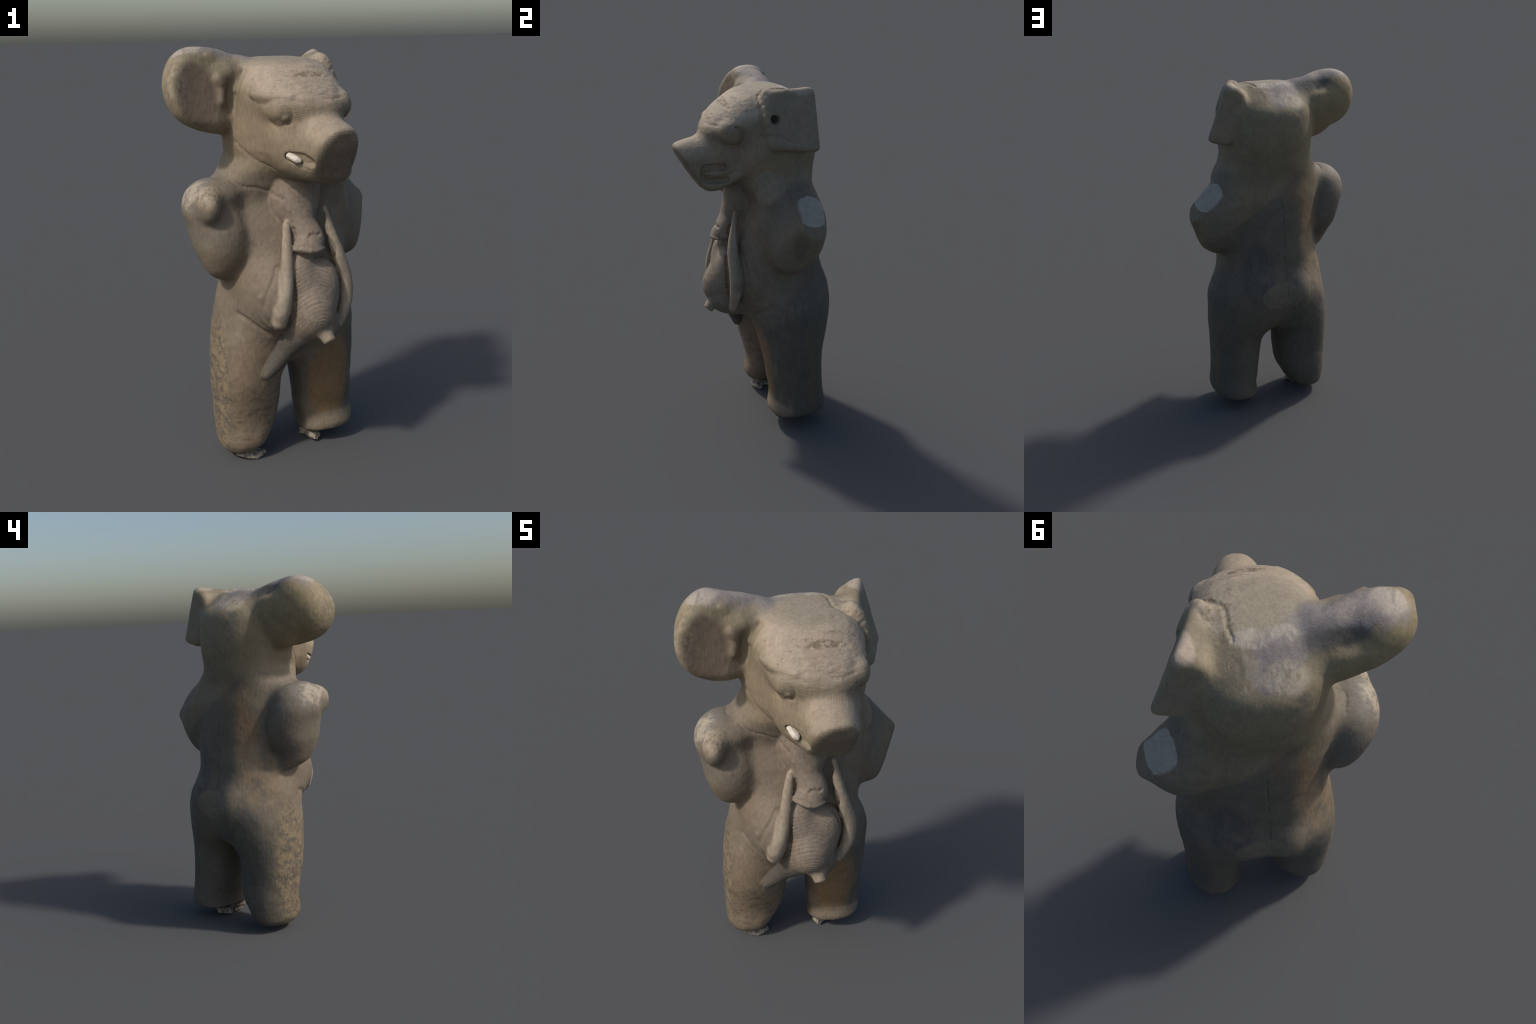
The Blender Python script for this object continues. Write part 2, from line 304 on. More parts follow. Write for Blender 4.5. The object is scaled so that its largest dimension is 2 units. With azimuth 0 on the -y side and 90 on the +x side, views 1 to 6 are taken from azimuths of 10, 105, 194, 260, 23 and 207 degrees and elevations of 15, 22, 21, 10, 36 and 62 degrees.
def rough(P):
    P=np.asarray(P,np.float32);return whole_base(P)[0]
def field(P,use=None):
    P=np.asarray(P,np.float32);d,D=whole_base(P,use)
    near=np.abs(d)<.05
    if near.any():
        q=P[near];flap=np.clip(-ell(q,FLAP)/.010,0,1);d[near]=R.apply(q,d[near]-.007*flap)-grain(q,{k:v[near] for k,v in D.items()})
    return d,D
def reach(C,radius):
    """which parts can matter inside balls around the block centres C"""
    return np.stack([f(C,PAR)<radius*1.3+.11 for f in PF.values()],1)
def surface_net(f,rough,reach,lo,hi,h):
    """mesh of f=0: coarse pass, exact values only near the surface, one vertex per crossed cell"""
    def grid(step):
        n=[int(np.ceil((b-a)/step))+1 for a,b in zip(lo,hi)]
        return [a+step*np.arange(m) for a,m in zip(lo,n)]
    H=h*4
    G=grid(H);X=np.stack(np.meshgrid(*G,indexing='ij'),-1).reshape(-1,3)
    C=rough(X).reshape([len(g) for g in G])
    n=[4*(len(g)-1)+1 for g in G]
    V=C
    for ax in range(3):
        V=np.moveaxis(V,ax,0);m=4*(V.shape[0]-1)+1
        i=np.arange(m)//4;i2=np.minimum(i+1,V.shape[0]-1);t=((np.arange(m)%4)/4.)[:,None,None]
        V=np.moveaxis(V[i]*(1-t)+V[i2]*t,0,ax)
    near=np.argwhere(np.abs(V)<H*1.05)
    org=np.array(lo)
    blk=near//16;key=(blk[:,0]*1000+blk[:,1])*1000+blk[:,2]
    order=np.argsort(key,kind='stable');near=near[order];key=key[order]
    cuts=np.r_[0,np.flatnonzero(np.diff(key))+1,len(key)]
    val=np.empty(len(near))
    use=reach(org+(near[cuts[:-1]]//16*16+8)*h,8*1.75*h)
    for a,b,u in zip(cuts[:-1],cuts[1:],use):
        val[a:b]=f(org+near[a:b]*h,u)
    V[near[:,0],near[:,1],near[:,2]]=val
    S=V<0
    act=np.zeros([k-1 for k in V.shape],bool)
    cnt=np.zeros(act.shape,np.int8)
    for a in (0,1):
        for b in (0,1):
            for c in (0,1):
                cnt+=S[a:a+act.shape[0],b:b+act.shape[1],c:c+act.shape[2]]
    act=(cnt>0)&(cnt<8)
    cells=np.argwhere(act);idx=np.full(act.shape,-1,np.int64);idx[act]=np.arange(len(cells))
    acc=np.zeros((len(cells),3));num=np.zeros(len(cells))
    cor=[(a,b,c) for a in (0,1) for b in (0,1) for c in (0,1)]
    g=lambda o:V[cells[:,0]+o[0],cells[:,1]+o[1],cells[:,2]+o[2]]
    vals={o:g(o) for o in cor}
    for o in cor:
        for ax in range(3):
            if o[ax]==0:
                q=list(o);q[ax]=1;a,b=vals[o],vals[tuple(q)]
                m=(a<0)!=(b<0);t=np.where(m,a/np.where(m,a-b,1),0)
                p=np.array(o,float)[None]+np.eye(3)[ax][None]*t[:,None]
                acc+=np.where(m[:,None],p,0);num+=m
    verts=org+(cells+acc/num[:,None])*h
    faces=[]
    for ax in range(3):
        u,v=(ax+1)%3,(ax+2)%3
        sl=[slice(None)]*3;sl[ax]=slice(0,-1);sh=[slice(None)]*3;sh[ax]=slice(1,None)
        a,b=S[tuple(sl)],S[tuple(sh)]
        for flip,e in ((False,np.argwhere(a&~b)),(True,np.argwhere(~a&b))):
            if not len(e): continue
            def c(du,dv):
                k=e.copy();k[:,u]-=du;k[:,v]-=dv;return idx[k[:,0],k[:,1],k[:,2]]
            q=np.stack([c(1,1),c(0,1),c(0,0),c(1,0)],1)
            faces.append(q[:,::-1] if flip else q)
    return verts,np.concatenate(faces)
# ---------------------------------------------------------------- build the body
def to_world(p):
    c,s=np.cos(PHI),np.sin(PHI)
    return np.stack([c*p[:,0]-s*p[:,1],s*p[:,0]+c*p[:,1],p[:,2]],-1)
make_relief();R.settle()
STEP=.005
verts,faces=surface_net(lambda *a:field(*a)[0],rough,reach,(-.56,-.60,-.03),(.60,.46,2.06),STEP)
W=to_world(verts)
# ---- MATERIALS
class Nodes:
    """small helper for building node trees; every method returns an output socket"""
    def __init__(s,name):
        s.m=bpy.data.materials.new(name);s.m.use_nodes=True;s.t=s.m.node_tree
        for n in list(s.t.nodes): s.t.nodes.remove(n)
        s.out=s.t.nodes.new('ShaderNodeOutputMaterial');s.b=s.t.nodes.new('ShaderNodeBsdfPrincipled')
        s.t.links.new(s.b.outputs[0],s.out.inputs[0])
        tc=s.t.nodes.new('ShaderNodeTexCoord');r=s.t.nodes.new('ShaderNodeVectorRotate');r.rotation_type='Z_AXIS'
        r.inputs['Angle'].default_value=-PHI;s.t.links.new(tc.outputs['Object'],r.inputs['Vector'])
        s.p=r.outputs[0]                                   # body-frame position
        s.warp=s.p
    def link(s,sock,v):
        if isinstance(v,bpy.types.NodeSocket): s.t.links.new(v,sock)
        else:
            if hasattr(sock.default_value,'__len__') and not isinstance(v,(int,float)):
                v=tuple(v);n=len(sock.default_value);v=v+(1.,)*(n-len(v))
            sock.default_value=v
    def math(s,op,a,b=0.,c=0.,clamp=False):
        n=s.t.nodes.new('ShaderNodeMath');n.operation=op;n.use_clamp=clamp
        for i,v in enumerate((a,b,c)): s.link(n.inputs[i],v)
        return n.outputs[0]
    def vmath(s,op,a,b=(0,0,0)):
        n=s.t.nodes.new('ShaderNodeVectorMath');n.operation=op
        if op=='SCALE': s.link(n.inputs[0],a);s.link(n.inputs['Scale'],b)
        else: s.link(n.inputs[0],a);s.link(n.inputs[1],b)
        return n.outputs['Value'] if op in('LENGTH','DOT_PRODUCT','DISTANCE') else n.outputs[0]
    def noise(s,scale,detail=4,rough=.55,vec=None,stretch=None,color=False,dist=0.):
        v=vec if vec is not None else s.p
        if stretch: v=s.vmath('MULTIPLY',v,stretch)
        n=s.t.nodes.new('ShaderNodeTexNoise');s.link(n.inputs['Vector'],v)
        n.inputs['Scale'].default_value=scale;n.inputs['Detail'].default_value=detail;n.inputs['Roughness'].default_value=rough;n.inputs['Distortion'].default_value=dist
        return n.outputs['Color'] if color else n.outputs['Fac']
    def ramp(s,v,a,b):
        """0 at a, 1 at b, smooth"""
        n=s.t.nodes.new('ShaderNodeMapRange');n.interpolation_type='SMOOTHSTEP';s.link(n.inputs['Value'],v)
        n.inputs['From Min'].default_value=a;n.inputs['From Max'].default_value=b;return n.outputs[0]
    def distort(s,amount,scale):
        c=s.noise(scale,5,.6,color=True);c=s.vmath('SUBTRACT',c,(.5,.5,.5));return s.vmath('ADD',s.p,s.vmath('SCALE',c,amount))
    def blob(s,c,r,soft=.35,vec=None):
        """1 inside an ellipsoid, fading to 0 at its rim"""
        v=s.vmath('SUBTRACT',vec if vec is not None else s.warp,c);v=s.vmath('DIVIDE',v,r)
        return s.ramp(s.vmath('LENGTH',v),1.+soft*.5,1.-soft*.5)
    def segment(s,a,b):
        """distance to a straight segment, and how far along it"""
        a,b=np.asarray(a,float),np.asarray(b,float);e=b-a;w=s.vmath('SUBTRACT',s.p,a)
        t=s.math('MULTIPLY',s.vmath('DOT_PRODUCT',w,e),1./float(e@e),clamp=True)
        return s.vmath('LENGTH',s.vmath('SUBTRACT',w,s.vmath('SCALE',tuple(e),t))),t
    def half(s,n,off,soft,vec=None):
        """1 where n.p > off"""
        return s.ramp(s.vmath('DOT_PRODUCT',vec if vec is not None else s.warp,n),off-soft,off+soft)
    def mix(s,f,a,b,mode='MIX'):
        n=s.t.nodes.new('ShaderNodeMix');n.data_type='RGBA';n.blend_type=mode
        s.link(n.inputs['Factor'],f);s.link(n.inputs['A'],a);s.link(n.inputs['B'],b) if False else None
        ins=[i for i in n.inputs if i.type=='RGBA'];s.link(ins[0],a);s.link(ins[1],b)
        return [o for o in n.outputs if o.type=='RGBA'][0]
    def mul(s,*a):
        r=a[0]
        for b in a[1:]: r=s.math('MULTIPLY',r,b)
        return r
    def bump(s,h,strength,dist=.01,normal=None):
        n=s.t.nodes.new('ShaderNodeBump');n.inputs['Strength'].default_value=strength;n.inputs['Distance'].default_value=dist
        s.link(n.inputs['Height'],h)
        if normal is not None: s.t.links.new(normal,n.inputs['Normal'])
        return n.outputs[0]

def tone(N,col,amount=.35,scale=30.,stretch=None):
    """multiply a colour by soft mottling"""
    k=N.noise(scale,6,.62,stretch=stretch);k=N.math('MULTIPLY_ADD',k,amount*2,1-amount)
    n=N.t.nodes.new('ShaderNodeCombineColor')
    for i in range(3): N.link(n.inputs[i],k)
    return N.mix(1.,col,n.outputs[0],'MULTIPLY')

def grain_bump(N,extra=None,strength=.35):
    """fine pores, cutting streaks"""
    a=N.noise(160,5,.6);st=N.noise(70,4,.6,stretch=(1.,1.,.22));pores=N.ramp(N.noise(110,2,.5),.30,.22)
    h=N.math('ADD',N.math('MULTIPLY',a,.35),N.math('MULTIPLY',st,.6));h=N.math('SUBTRACT',h,N.math('MULTIPLY',pores,.5))
    if extra is not None: h=N.math('ADD',h,extra)
    return N.bump(h,strength,.006)

def stone_body(name='aged_bone',ringed=False):
    N=Nodes(name);N.warp=N.distort(.05,9.)
    crisp=N.distort(.02,40.)
    big=N.noise(5.,4,.6);fine=N.noise(45,6,.65);streak=N.noise(28,5,.6,stretch=(1,1,.25))
    # ---- grey-brown body
    c=N.mix(N.ramp(big,.35,.65),(.170,.138,.100),(.222,.180,.130))
    L=lambda m,col,k=1.: N.mix(N.mul(m,k) if k!=1. else m,c,col)
    front=N.half((0,-1,0),.02,.10)
    c=L(N.mul(front,N.blob((.0,-.2,1.15),(.42,.22,.42),.6)),(.220,.176,.129),.8)
    # ---- head: pale worn brow and muzzle, ochre cheeks, olive nape
    head=N.half((0,-.12,1),1.47,.05)
    c=L(head,(.255,.212,.140))
    c=L(N.blob((.05,-.16,1.62),(.34,.26,.16),.6),(.275,.212,.142))
    c=L(N.blob((.07,-.22,1.90),(.26,.26,.17),.35),(.43,.35,.262),.95)
    c=L(N.blob((.09,-.47,1.66),(.13,.16,.075),.6),(.37,.300,.220),.9)
    c=L(N.blob((.03,-.06,1.945),(.21,.15,.06),.25),(.330,.280,.205),.9)
    c=L(N.mul(N.blob((.08,-.33,1.735),(.17,.10,.045),.6),N.ramp(streak,.40,.62)),(.230,.180,.125),.6)
    c=L(N.blob((.02,.24,1.55),(.30,.12,.30),.5),(.215,.178,.108),.9)
    c=L(N.blob((.05,.20,1.75),(.22,.12,.14),.6),(.250,.212,.138),.8)
    # lavender-grey bare patches and pale rubbed ones on the crown
    hatch=N.noise(26,5,.62,stretch=(1.,.35,.6));rag=N.distort(.10,9.)
    c=L(N.blob((-.02,.12,1.92),(.095,.075,.06),.5,rag),(.262,.232,.215),.9)
    c=L(N.blob((.012,.175,1.88),(.050,.075,.055),.5,rag),(.250,.220,.205),.9)
    c=L(N.blob((-.12,.04,1.945),(.075,.10,.06),.6,rag),(.262,.236,.220),.85)
    c=L(N.mul(N.blob((-.035,.066,1.945),(.055,.030,.04),.6,rag),N.ramp(hatch,.36,.52)),(.47,.41,.335),.8)
    c=L(N.mul(N.blob((.078,.078,1.94),(.060,.035,.04),.6,rag),N.ramp(hatch,.36,.52)),(.50,.44,.365),.8)
    c=L(N.mul(N.blob((-.045,.195,1.865),(.065,.055,.06),.6,rag),N.ramp(hatch,.36,.54)),(.44,.375,.285),.8)
    c=L(N.mul(N.blob((.09,.17,1.88),(.07,.06,.05),.7,rag),N.ramp(hatch,.42,.60)),(.40,.345,.27),.7)
    c=L(N.mul(N.blob((-.07,.24,1.78),(.050,.06,.05),.7,rag),N.ramp(fine,.44,.60)),(.15,.138,.118),.8)
    c=L(N.blob((.18,.13,1.91),(.07,.07,.05),.6),(.36,.295,.195),.7)
    # ---- round ear
    c=L(N.blob((-.35,.06,1.80),(.22,.15,.24),.3),(.285,.232,.135),.85)
    c=L(N.blob((-.28,.02,1.975),(.20,.085,.065),.45,rag),(.272,.240,.225),.9)
    c=L(N.mul(N.blob((-.39,.0,1.985),(.075,.07,.05),.5,rag),N.ramp(hatch,.30,.48)),(.44,.38,.315),.8)
    c=L(N.mul(N.blob((-.25,.02,1.985),(.060,.045,.05),.6,rag),N.ramp(hatch,.34,.52)),(.40,.345,.29),.7)
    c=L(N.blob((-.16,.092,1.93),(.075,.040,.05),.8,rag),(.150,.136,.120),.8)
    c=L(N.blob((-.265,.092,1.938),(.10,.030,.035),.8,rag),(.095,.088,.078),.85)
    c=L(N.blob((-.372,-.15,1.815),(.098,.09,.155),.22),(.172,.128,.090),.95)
    c=L(N.blob((-.255,-.12,1.80),(.06,.05,.10),.5),(.190,.146,.104),.8)
    c=L(N.mul(N.blob((-.48,-.05,1.84),(.06,.10,.18),.7),N.ramp(fine,.40,.6)),(.39,.315,.215),.6)
    c=L(N.blob((.35,.05,1.80),(.14,.16,.20),.4),(.245,.212,.155),.7)
    c=L(N.blob((.30,.12,1.975),(.05,.08,.04),.5),(.40,.335,.265),.8)
    # ---- back: olive shoulders above an old repair line, dark stained loins
    back=N.half((0,1,0),.10,.05)
    loin=N.mul(back,N.half((-.72,0,-1),-1.405,.010,crisp),N.half((1,0,0),-.09,.05),N.half((0,0,1),.55,.1))
    c=L(loin,(.135,.117,.090))
    c=L(N.mul(back,N.half((.72,0,1),1.40,.02),N.blob((.12,.25,1.38),(.28,.15,.20),.5)),(.200,.166,.108),.8)
    c=L(N.mul(N.blob((.20,.30,.90),(.10,.10,.19),.7),N.ramp(streak,.30,.60)),(.082,.082,.078),.85)
    c=L(N.mul(N.blob((-.115,.20,1.21),(.055,.12,.22),.6),N.ramp(streak,.30,.55)),(.222,.140,.076),.7)
    c=L(N.blob((-.06,.25,1.38),(.10,.10,.10),.8),(.190,.130,.075),.4)
    c=L(N.mul(N.blob((-.19,.19,.93),(.12,.12,.20),.7),N.ramp(N.noise(18,5,.6),.40,.60)),(.275,.200,.120),.75)
    # ---- legs
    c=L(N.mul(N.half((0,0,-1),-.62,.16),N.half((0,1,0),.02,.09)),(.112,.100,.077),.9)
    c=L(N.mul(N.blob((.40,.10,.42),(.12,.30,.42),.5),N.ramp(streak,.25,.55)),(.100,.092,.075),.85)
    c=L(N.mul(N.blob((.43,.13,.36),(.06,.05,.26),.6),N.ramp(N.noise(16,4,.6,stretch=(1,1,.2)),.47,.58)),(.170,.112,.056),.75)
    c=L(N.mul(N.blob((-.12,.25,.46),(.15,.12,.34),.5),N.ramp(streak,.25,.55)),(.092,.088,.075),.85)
    c=L(N.blob((.27,-.09,.36),(.10,.12,.26),.7),(.245,.150,.068),.8)
    c=L(N.blob((.33,-.06,.13),(.17,.12,.06),.4),(.250,.200,.140),.85)
    c=L(N.blob((-.10,-.12,.36),(.17,.14,.36),.6),(.240,.178,.116),.8)
    c=L(N.mul(N.blob((-.12,-.1,.25),(.2,.16,.2),.6),N.ramp(N.noise(34,5,.6,stretch=(.5,.5,1.4)),.50,.62)),(.140,.102,.066),.7)
    # lichen-like ochre speckle on the outer side of the right leg
    sp=N.math('ADD',N.math('MULTIPLY',N.noise(30,5,.62),.7),N.math('MULTIPLY',N.noise(75,4,.6),.3))
    zone=N.blob((-.31,.04,.38),(.085,.15,.46),.6)
    c=L(zone,(.125,.108,.084),.85)
    c=L(N.mul(zone,N.ramp(sp,.42,.58)),(.275,.210,.122),.85)
    c=L(N.mul(zone,N.ramp(N.noise(46,4,.6),.56,.68)),(.34,.268,.175),.6)
    # ---- tail patch, neck patch
    c=L(N.blob((.065,.33,.755),(.125,.12,.082),.06,crisp),(.180,.156,.114),.75)
    c=L(N.blob((.325,-.082,1.447),(.065,.10,.098),.06,crisp),(.265,.222,.155))
    # ---- right arm: grey with worn pale knuckle and shoulder
    c=L(N.blob((-.33,.0,1.25),(.16,.20,.24),.4),(.210,.178,.135),.7)
    c=L(N.blob((-.30,.10,1.22),(.10,.10,.20),.7),(.130,.116,.096),.7)
    c=L(N.blob((-.36,-.02,1.36),(.10,.10,.09),.6),(.225,.205,.180),.7)
    c=L(N.mul(N.blob((-.40,-.02,1.355),(.07,.075,.075),.6),N.ramp(N.noise(24,5,.62),.40,.60)),(.44,.375,.28),.85)
    c=L(N.mul(N.blob((-.362,-.16,1.375),(.055,.07,.06),.7),N.ramp(fine,.34,.56)),(.40,.325,.235),.85)
    c=L(N.mul(N.blob((-.40,-.06,1.40),(.06,.08,.05),.7),N.ramp(fine,.42,.60)),(.46,.40,.30),.8)
    c=L(N.blob((-.30,-.12,1.02),(.12,.14,.12),.8),(.225,.165,.105),.5)
    # ---- left arm: pale plaster fill on the break, dark planed facet
    c=L(N.blob((.42,.08,1.23),(.18,.20,.26),.4),(.170,.148,.116),.6)
    c=L(N.blob((.50,.05,1.17),(.10,.13,.15),.35),(.205,.170,.110),.8)
    c=L(N.blob((.53,.035,1.165),(.07,.045,.082),.35),(.135,.115,.083),.6)
    c=L(N.mul(N.blob((.43,.115,1.335),(.105,.105,.085),.05,crisp),N.half((.6976,.3209,.6704),1.237,.006,N.p)),(.37,.345,.295))
    # ---- deep brown in the drying crack and round the torn ear
    line=N.math('ABSOLUTE',N.math('SUBTRACT',N.vmath('DOT_PRODUCT',N.distort(.012,30.),(1,0,-.02)),.014))
    c=L(N.mul(back,N.ramp(line,.0035,.001),N.ramp(N.noise(22,3,.6),.38,.55),N.half((0,0,1),.74,.01),N.half((0,0,-1),-1.34,.02)),(.045,.038,.030),.8)
    rim=N.blob((.165,.0,1.95),(.05,.11,.05),.5);c=L(N.mul(rim,N.ramp(fine,.52,.62)),(.17,.115,.065),.6)
    c=L(N.blob((.27,-.043,1.815),(.06,.021,.021),.5,N.p),(.030,.026,.021),.9)
    c=L(N.blob((-.05,-.31,.812),(.02,.03,.018),.6,N.p),(.040,.034,.028),.9)
    c=L(N.blob((.072,-.30,1.183),(.036,.02,.010),.5,crisp),(.110,.085,.055),.9)
    c=L(N.mul(N.blob((.075,-.26,1.877),(.085,.035,.012),.7),N.ramp(fine,.40,.55)),(.170,.130,.080),.8)
    # ---- trunk: dry wrinkled skin, dark curled tip
    if ringed:
        c=L(N.half((0,0,1),.0,.1,N.p),(.262,.212,.162),.85)
        c=L(N.half((-.55,0,-.83),-.600,.05,N.p),(.105,.093,.078),.95)  # curl's colour lowered to match the partial shade it hangs in
    c=L(N.blob((.115,-.385,.70),(.05,.05,.06),.5),(.290,.236,.168),.8)
    # ---- tusks: paler, denser ivory following their axes
    for rows in (PAR['tusk_r'],PAR['tusk_l']):
        near=None
        for a,b in zip(rows[:-1],rows[1:]):
            d,t=N.segment(a[:3],b[:3]);q=N.math('SUBTRACT',d,N.math('MULTIPLY_ADD',t,float(b[3]-a[3]),float(a[3])));near=q if near is None else N.math('MINIMUM',near,q)
        c=L(N.ramp(near,.010,-.001),N.mix(N.ramp(N.noise(14,5,.6,stretch=(1,1,.2)),.35,.65),(.315,.258,.190),(.420,.350,.262)),.9)
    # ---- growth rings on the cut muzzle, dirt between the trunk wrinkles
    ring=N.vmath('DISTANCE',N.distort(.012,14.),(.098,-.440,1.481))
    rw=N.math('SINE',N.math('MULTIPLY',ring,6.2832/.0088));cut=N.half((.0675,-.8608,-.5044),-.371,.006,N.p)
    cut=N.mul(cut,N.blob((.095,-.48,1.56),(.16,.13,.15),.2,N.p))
    c=L(cut,(.190,.155,.115),.55);c=L(N.mul(cut,N.ramp(rw,.1,.9)),(.120,.096,.070),.55)  # first mix tints the downward-facing cut darker, baking in some of its shade
    if ringed:
        tw=N.math('SINE',N.math('MULTIPLY',N.vmath('LENGTH',N.vmath('MULTIPLY',N.vmath('SUBTRACT',N.distort(.016,12.),(.065,-.33,.70)),(1.7,.5,1))),6.2832/.0165))
        tz=N.mul(N.half((0,0,-1),-1.05,.03,N.p),N.half((0,0,1),.755,.02,N.p))
        c=L(N.mul(tz,N.ramp(tw,-.2,-.95)),(.130,.102,.076),.35)
        c=L(N.mul(N.half((0,0,1),1.06,.02,N.p),N.ramp(N.noise(40,5,.6,stretch=(.6,.6,1.5)),.52,.64)),(.170,.135,.100),.5)
    # ---- wrinkles of the brow hold dirt, worn ridges stay pale
    bw=N.noise(30,6,.68,stretch=(.4,.8,1.9));bz=N.blob((.07,-.28,1.84),(.22,.2,.15),.5)
    c=L(N.mul(bz,N.ramp(bw,.44,.33)),(.215,.170,.120),.7);c=L(N.mul(bz,N.ramp(bw,.54,.66)),(.48,.40,.31),.6)
    # ---- grain over all
    c=tone(N,c,.24,16.);c=tone(N,c,.36,75.,(1,1,.45));c=N.mix(1.,c,(.89,.875,.86),'MULTIPLY')
    c=L(N.ramp(N.noise(62,3,.5),.300,.255),(.075,.060,.045),.55)
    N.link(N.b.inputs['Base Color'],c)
    # ---- relief below mesh level: rings on the cut muzzle and on the curled trunk, brow wrinkles
    cr=N.math('SINE',N.math('MULTIPLY',N.vmath('DOT_PRODUCT',N.distort(.010,20.),(.42,.18,.89)),6.2832/.0095))
    cz=N.blob((-.05,-.20,.62),(.10,.10,.16),.3,N.p)
    wr=bw
    eye=N.math('SINE',N.math('MULTIPLY',N.vmath('DISTANCE',N.distort(.02,12.),(-.03,-.36,1.66)),6.2832/.010))
    ez=N.blob((.02,-.36,1.66),(.20,.16,.10),.7,N.p)
    ex=N.math('ADD',N.mul(rw,cut,.05),N.mul(cr,cz,.11 if ringed else 0.));ex=N.math('ADD',ex,N.mul(wr,bz,2.2));ex=N.math('ADD',ex,N.mul(eye,ez,.06))
    N.t.links.new(grain_bump(N,ex,.55),N.b.inputs['Normal'])
    N.link(N.b.inputs['Roughness'],N.math('MULTIPLY_ADD',fine,.25,.55));N.b.inputs['Specular IOR Level'].default_value=.32
    return N.m

def simple(name,dark,pale,rough=.5,stretch=None,strength=.25,scale=18.):
    N=Nodes(name);c=N.mix(N.ramp(N.noise(scale,5,.6,stretch=stretch),.35,.65),dark,pale);c=tone(N,c,.18,70.)
    N.link(N.b.inputs['Base Color'],c);N.b.inputs['Roughness'].default_value=rough
    N.t.links.new(grain_bump(N,None,strength),N.b.inputs['Normal']);return N.m
# ---------------------------------------------------------------- split into named parts
def labels(C):
    """which anatomical part each face belongs to"""
    C=np.asarray(C,np.float32);D=whole_base(C)[1]
    names=['torso','legr','legl','face','earr','earl','armr','arml','trunk','tuskr','tuskl']
    M=np.stack([D[n] for n in names],1);M[:,0]+=.004
    lab=np.array(names)[M.argmin(1)]
    low=C[:,2]<.66
    lab[(lab=='torso')&(C[:,2]>1.475-.10*(C[:,1]))]='face'
    lab[(lab=='face')&(C[:,2]<1.40)]='torso'
    lab[np.isin(lab,['legr','legl'])&(C[:,2]>.70)]='torso'
    n=PAR['snoutcut'];lab[(lab=='face')&(C[:,1]<-.38)]='snout'
    lab[(lab=='armr')&(ell(C,PAR['armr_hand'])<.008)&(C[:,1]<-.10)]='hand'
    for key,c,r in (('eyer',(-.090,-.325,1.716),.050),('eyel',(.243,-.262,1.728),.056)):
        lab[np.isin(lab,['face'])&(np.linalg.norm(C-np.array(c),axis=1)<r)]=key
    lab[(lab=='torso')&(C[:,2]<.66)&(C[:,0]<.06)]='legr';lab[(lab=='torso')&(C[:,2]<.66)]='legl'
    return lab
root=bpy.data.objects.new('carved_elephant_figurine',None);bpy.context.collection.objects.link(root)
root['label']='weathered carved elephant-headed figurine standing upright, one ear broken'
root['category']='statue'
root.empty_display_size=.2
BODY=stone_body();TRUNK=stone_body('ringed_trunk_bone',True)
TOOTH=simple('pale_tooth',(.52,.46,.37),(.68,.62,.52),.4,None,.15,40.)
CHIP=simple('chipped_base',(.10,.085,.065),(.46,.38,.28),.75,None,.5,45.)
# smooth vertex normals of the whole body, shared by every part
tri=np.concatenate([faces[:,[0,1,2]],faces[:,[0,2,3]]])
fn=np.cross(W[tri[:,1]]-W[tri[:,0]],W[tri[:,2]]-W[tri[:,0]])
VN=np.zeros_like(W)
for i in range(3): np.add.at(VN,tri[:,i],fn)
VN/=np.maximum(np.linalg.norm(VN,axis=1),1e-12)[:,None]
cent=verts[faces].mean(1);lab=labels(cent)
def clean(lab):
    """keep each label in one piece: specks smaller than 400 faces join their neighbours"""
    F=len(faces);ed=np.sort(np.stack([faces,np.roll(faces,-1,1)],2).reshape(-1,2),1);own=np.repeat(np.arange(F),4)
    key=ed[:,0].astype(np.int64)*len(W)+ed[:,1];o=np.argsort(key,kind='stable');k=key[o]
    same=np.flatnonzero(k[1:]==k[:-1]);A=own[o][same];B=own[o][same+1]
    names,code=np.unique(lab,return_inverse=True)
    for _ in range(3):
        comp=np.arange(F);ok=code[A]==code[B];a,b=A[ok],B[ok]
        while True:
            m=np.minimum(comp[a],comp[b]);old=comp.copy()
            np.minimum.at(comp,a,m);np.minimum.at(comp,b,m);comp=comp[comp]
            if (comp==old).all(): break
        n=np.bincount(comp,minlength=F);small=n[comp]<400
        e=small[A]&~small[B]&(code[A]!=code[B]);f=small[B]&~small[A]&(code[A]!=code[B])
        if not (e.any() or f.any()): break
        tgt={}
        for x,y in list(zip(A[e],B[e]))+list(zip(B[f],A[f])): tgt.setdefault(comp[x],code[y])
        t=np.full(F,-1);t[list(tgt)]=list(tgt.values());ch=small&(t[comp]>=0);code=np.where(ch,t[comp],code)
    return names[code]
lab=clean(lab)
def mesh_object(name,v,f,mat,parent,normals=None):
    me=bpy.data.meshes.new(name)
    me.vertices.add(len(v));me.vertices.foreach_set('co',np.ascontiguousarray(v,np.float32).ravel())
    k=f.shape[1];me.loops.add(f.size);me.loops.foreach_set('vertex_index',np.ascontiguousarray(f,np.int32).ravel())
    me.polygons.add(len(f));me.polygons.foreach_set('loop_start',np.arange(0,f.size,k,dtype=np.int32))
    me.update(calc_edges=True);me.validate()
    me.polygons.foreach_set('use_smooth',np.ones(len(me.polygons),bool))
    if normals is not None: me.normals_split_custom_set_from_vertices(normals.tolist())
    me.materials.append(mat)
    ob=bpy.data.objects.new(name,me);bpy.context.collection.objects.link(ob);ob.parent=parent
    return ob
OBJ={}
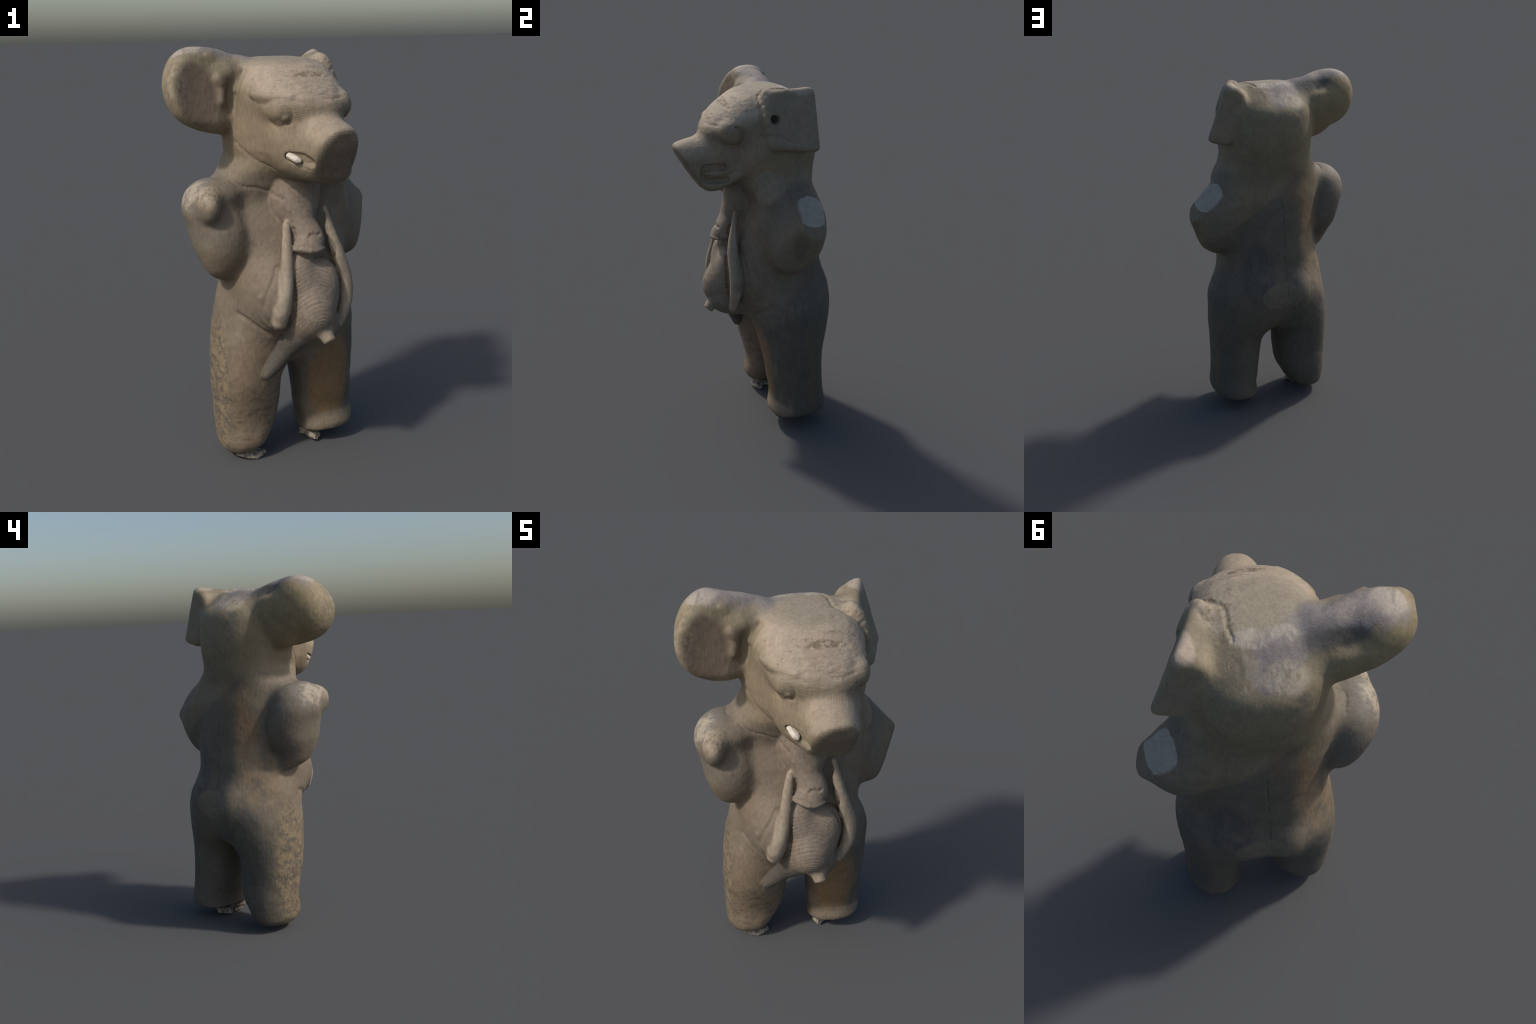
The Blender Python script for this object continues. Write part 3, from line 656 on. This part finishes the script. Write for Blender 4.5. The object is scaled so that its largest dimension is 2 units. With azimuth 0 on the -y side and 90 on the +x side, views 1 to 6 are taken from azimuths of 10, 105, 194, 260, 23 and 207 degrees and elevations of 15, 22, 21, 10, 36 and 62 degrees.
KINDS=[('torso','torso',BODY,None),('face','head',BODY,None),('snout','snout',BODY,'face'),('earr','ear',BODY,None),('earl','ear',BODY,None),
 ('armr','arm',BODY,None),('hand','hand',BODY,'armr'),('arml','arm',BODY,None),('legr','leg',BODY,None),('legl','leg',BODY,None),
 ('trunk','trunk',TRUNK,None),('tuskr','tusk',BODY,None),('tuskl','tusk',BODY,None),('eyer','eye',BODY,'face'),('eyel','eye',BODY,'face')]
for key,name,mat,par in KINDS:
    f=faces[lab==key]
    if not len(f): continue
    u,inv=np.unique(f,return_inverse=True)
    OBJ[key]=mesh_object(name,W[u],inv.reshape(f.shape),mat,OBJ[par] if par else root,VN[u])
# ---------------------------------------------------------------- tooth in the right mouth corner
def hull(name,pts,mat,parent,bevel=.002):
    bm=bmesh.new()
    for p in to_world(np.asarray(pts,float)): bm.verts.new(p)
    r=bmesh.ops.convex_hull(bm,input=bm.verts)
    bmesh.ops.delete(bm,geom=[v for v in bm.verts if not v.link_faces],context='VERTS')
    bmesh.ops.recalc_face_normals(bm,faces=bm.faces)
    if bevel: bmesh.ops.bevel(bm,geom=list(bm.edges),offset=bevel,segments=2,affect='EDGES',clamp_overlap=True)
    me=bpy.data.meshes.new(name);bm.to_mesh(me);bm.free();me.materials.append(mat)
    ob=bpy.data.objects.new(name,me);bpy.context.collection.objects.link(ob);ob.parent=parent;return ob
def ellipsoid_points(a,b,ra,rb,n=10,m=9,seed=0):
    """points of a blunt peg from a to b"""
    a,b=np.asarray(a,float),np.asarray(b,float);e=b-a;l=np.linalg.norm(e);e/=l
    u=np.cross(e,[0,0,1.]);u/=np.linalg.norm(u);v=np.cross(e,u);rs=np.random.RandomState(seed);out=[]
    for i in range(m):
        t=i/(m-1);r=(ra+(rb-ra)*t)*(1-max(0,(t-.75)/.25)**2*.75)
        for j in range(n): 
            w=2*np.pi*j/n;out.append(a+e*l*t+r*(1+.06*rs.randn())*(np.cos(w)*u+.8*np.sin(w)*v))
    return out
hull('tooth',ellipsoid_points((-.062,-.345,1.555),(-.041,-.408,1.531),.0185,.0160,seed=3),TOOTH,OBJ['face'],.001)
# ---------------------------------------------------------------- splintered remains of the base under the feet
def chip(pts,thick,seed,parent):
    """thin broken flake: outline points in plan with a bottom height, given a ragged top"""
    rs=np.random.RandomState(seed);P=[]
    for x,y,z in pts:
        P.append((x,y,z));P.append((x+rs.normal(0,.003),y+rs.normal(0,.003),z+thick*(.7+.6*rs.rand())))
    return hull('broken_base_flake',P,CHIP,parent,.0012)
chip([(-.114,-.045,.001),(-.160,-.035,.010),(-.215,-.01,.028),(-.19,.03,.03),(-.09,.03,.012),(-.058,-.02,.006)],.016,1,OBJ['legr'])
chip([(-.112,-.046,.000),(-.125,-.035,.004),(-.060,.012,.010),(-.052,-.012,.004)],.012,2,OBJ['legr'])
chip([(-.15,.0,.012),(-.10,.0,.008),(-.08,.06,.012),(-.16,.07,.02)],.03,5,OBJ['legr'])
chip([(.195,.0,.040),(.222,-.018,.018),(.262,.0,.022),(.262,.04,.028),(.205,.05,.03)],.022,3,OBJ['legl'])
chip([(.21,-.005,.020),(.235,-.015,.012),(.255,.0,.016),(.24,.06,.006),(.21,.07,.006)],.026,4,OBJ['legl'])
chip([(.19,.10,.006),(.25,.05,.010),(.33,.12,.012),(.25,.17,.015)],.03,6,OBJ['legl'])
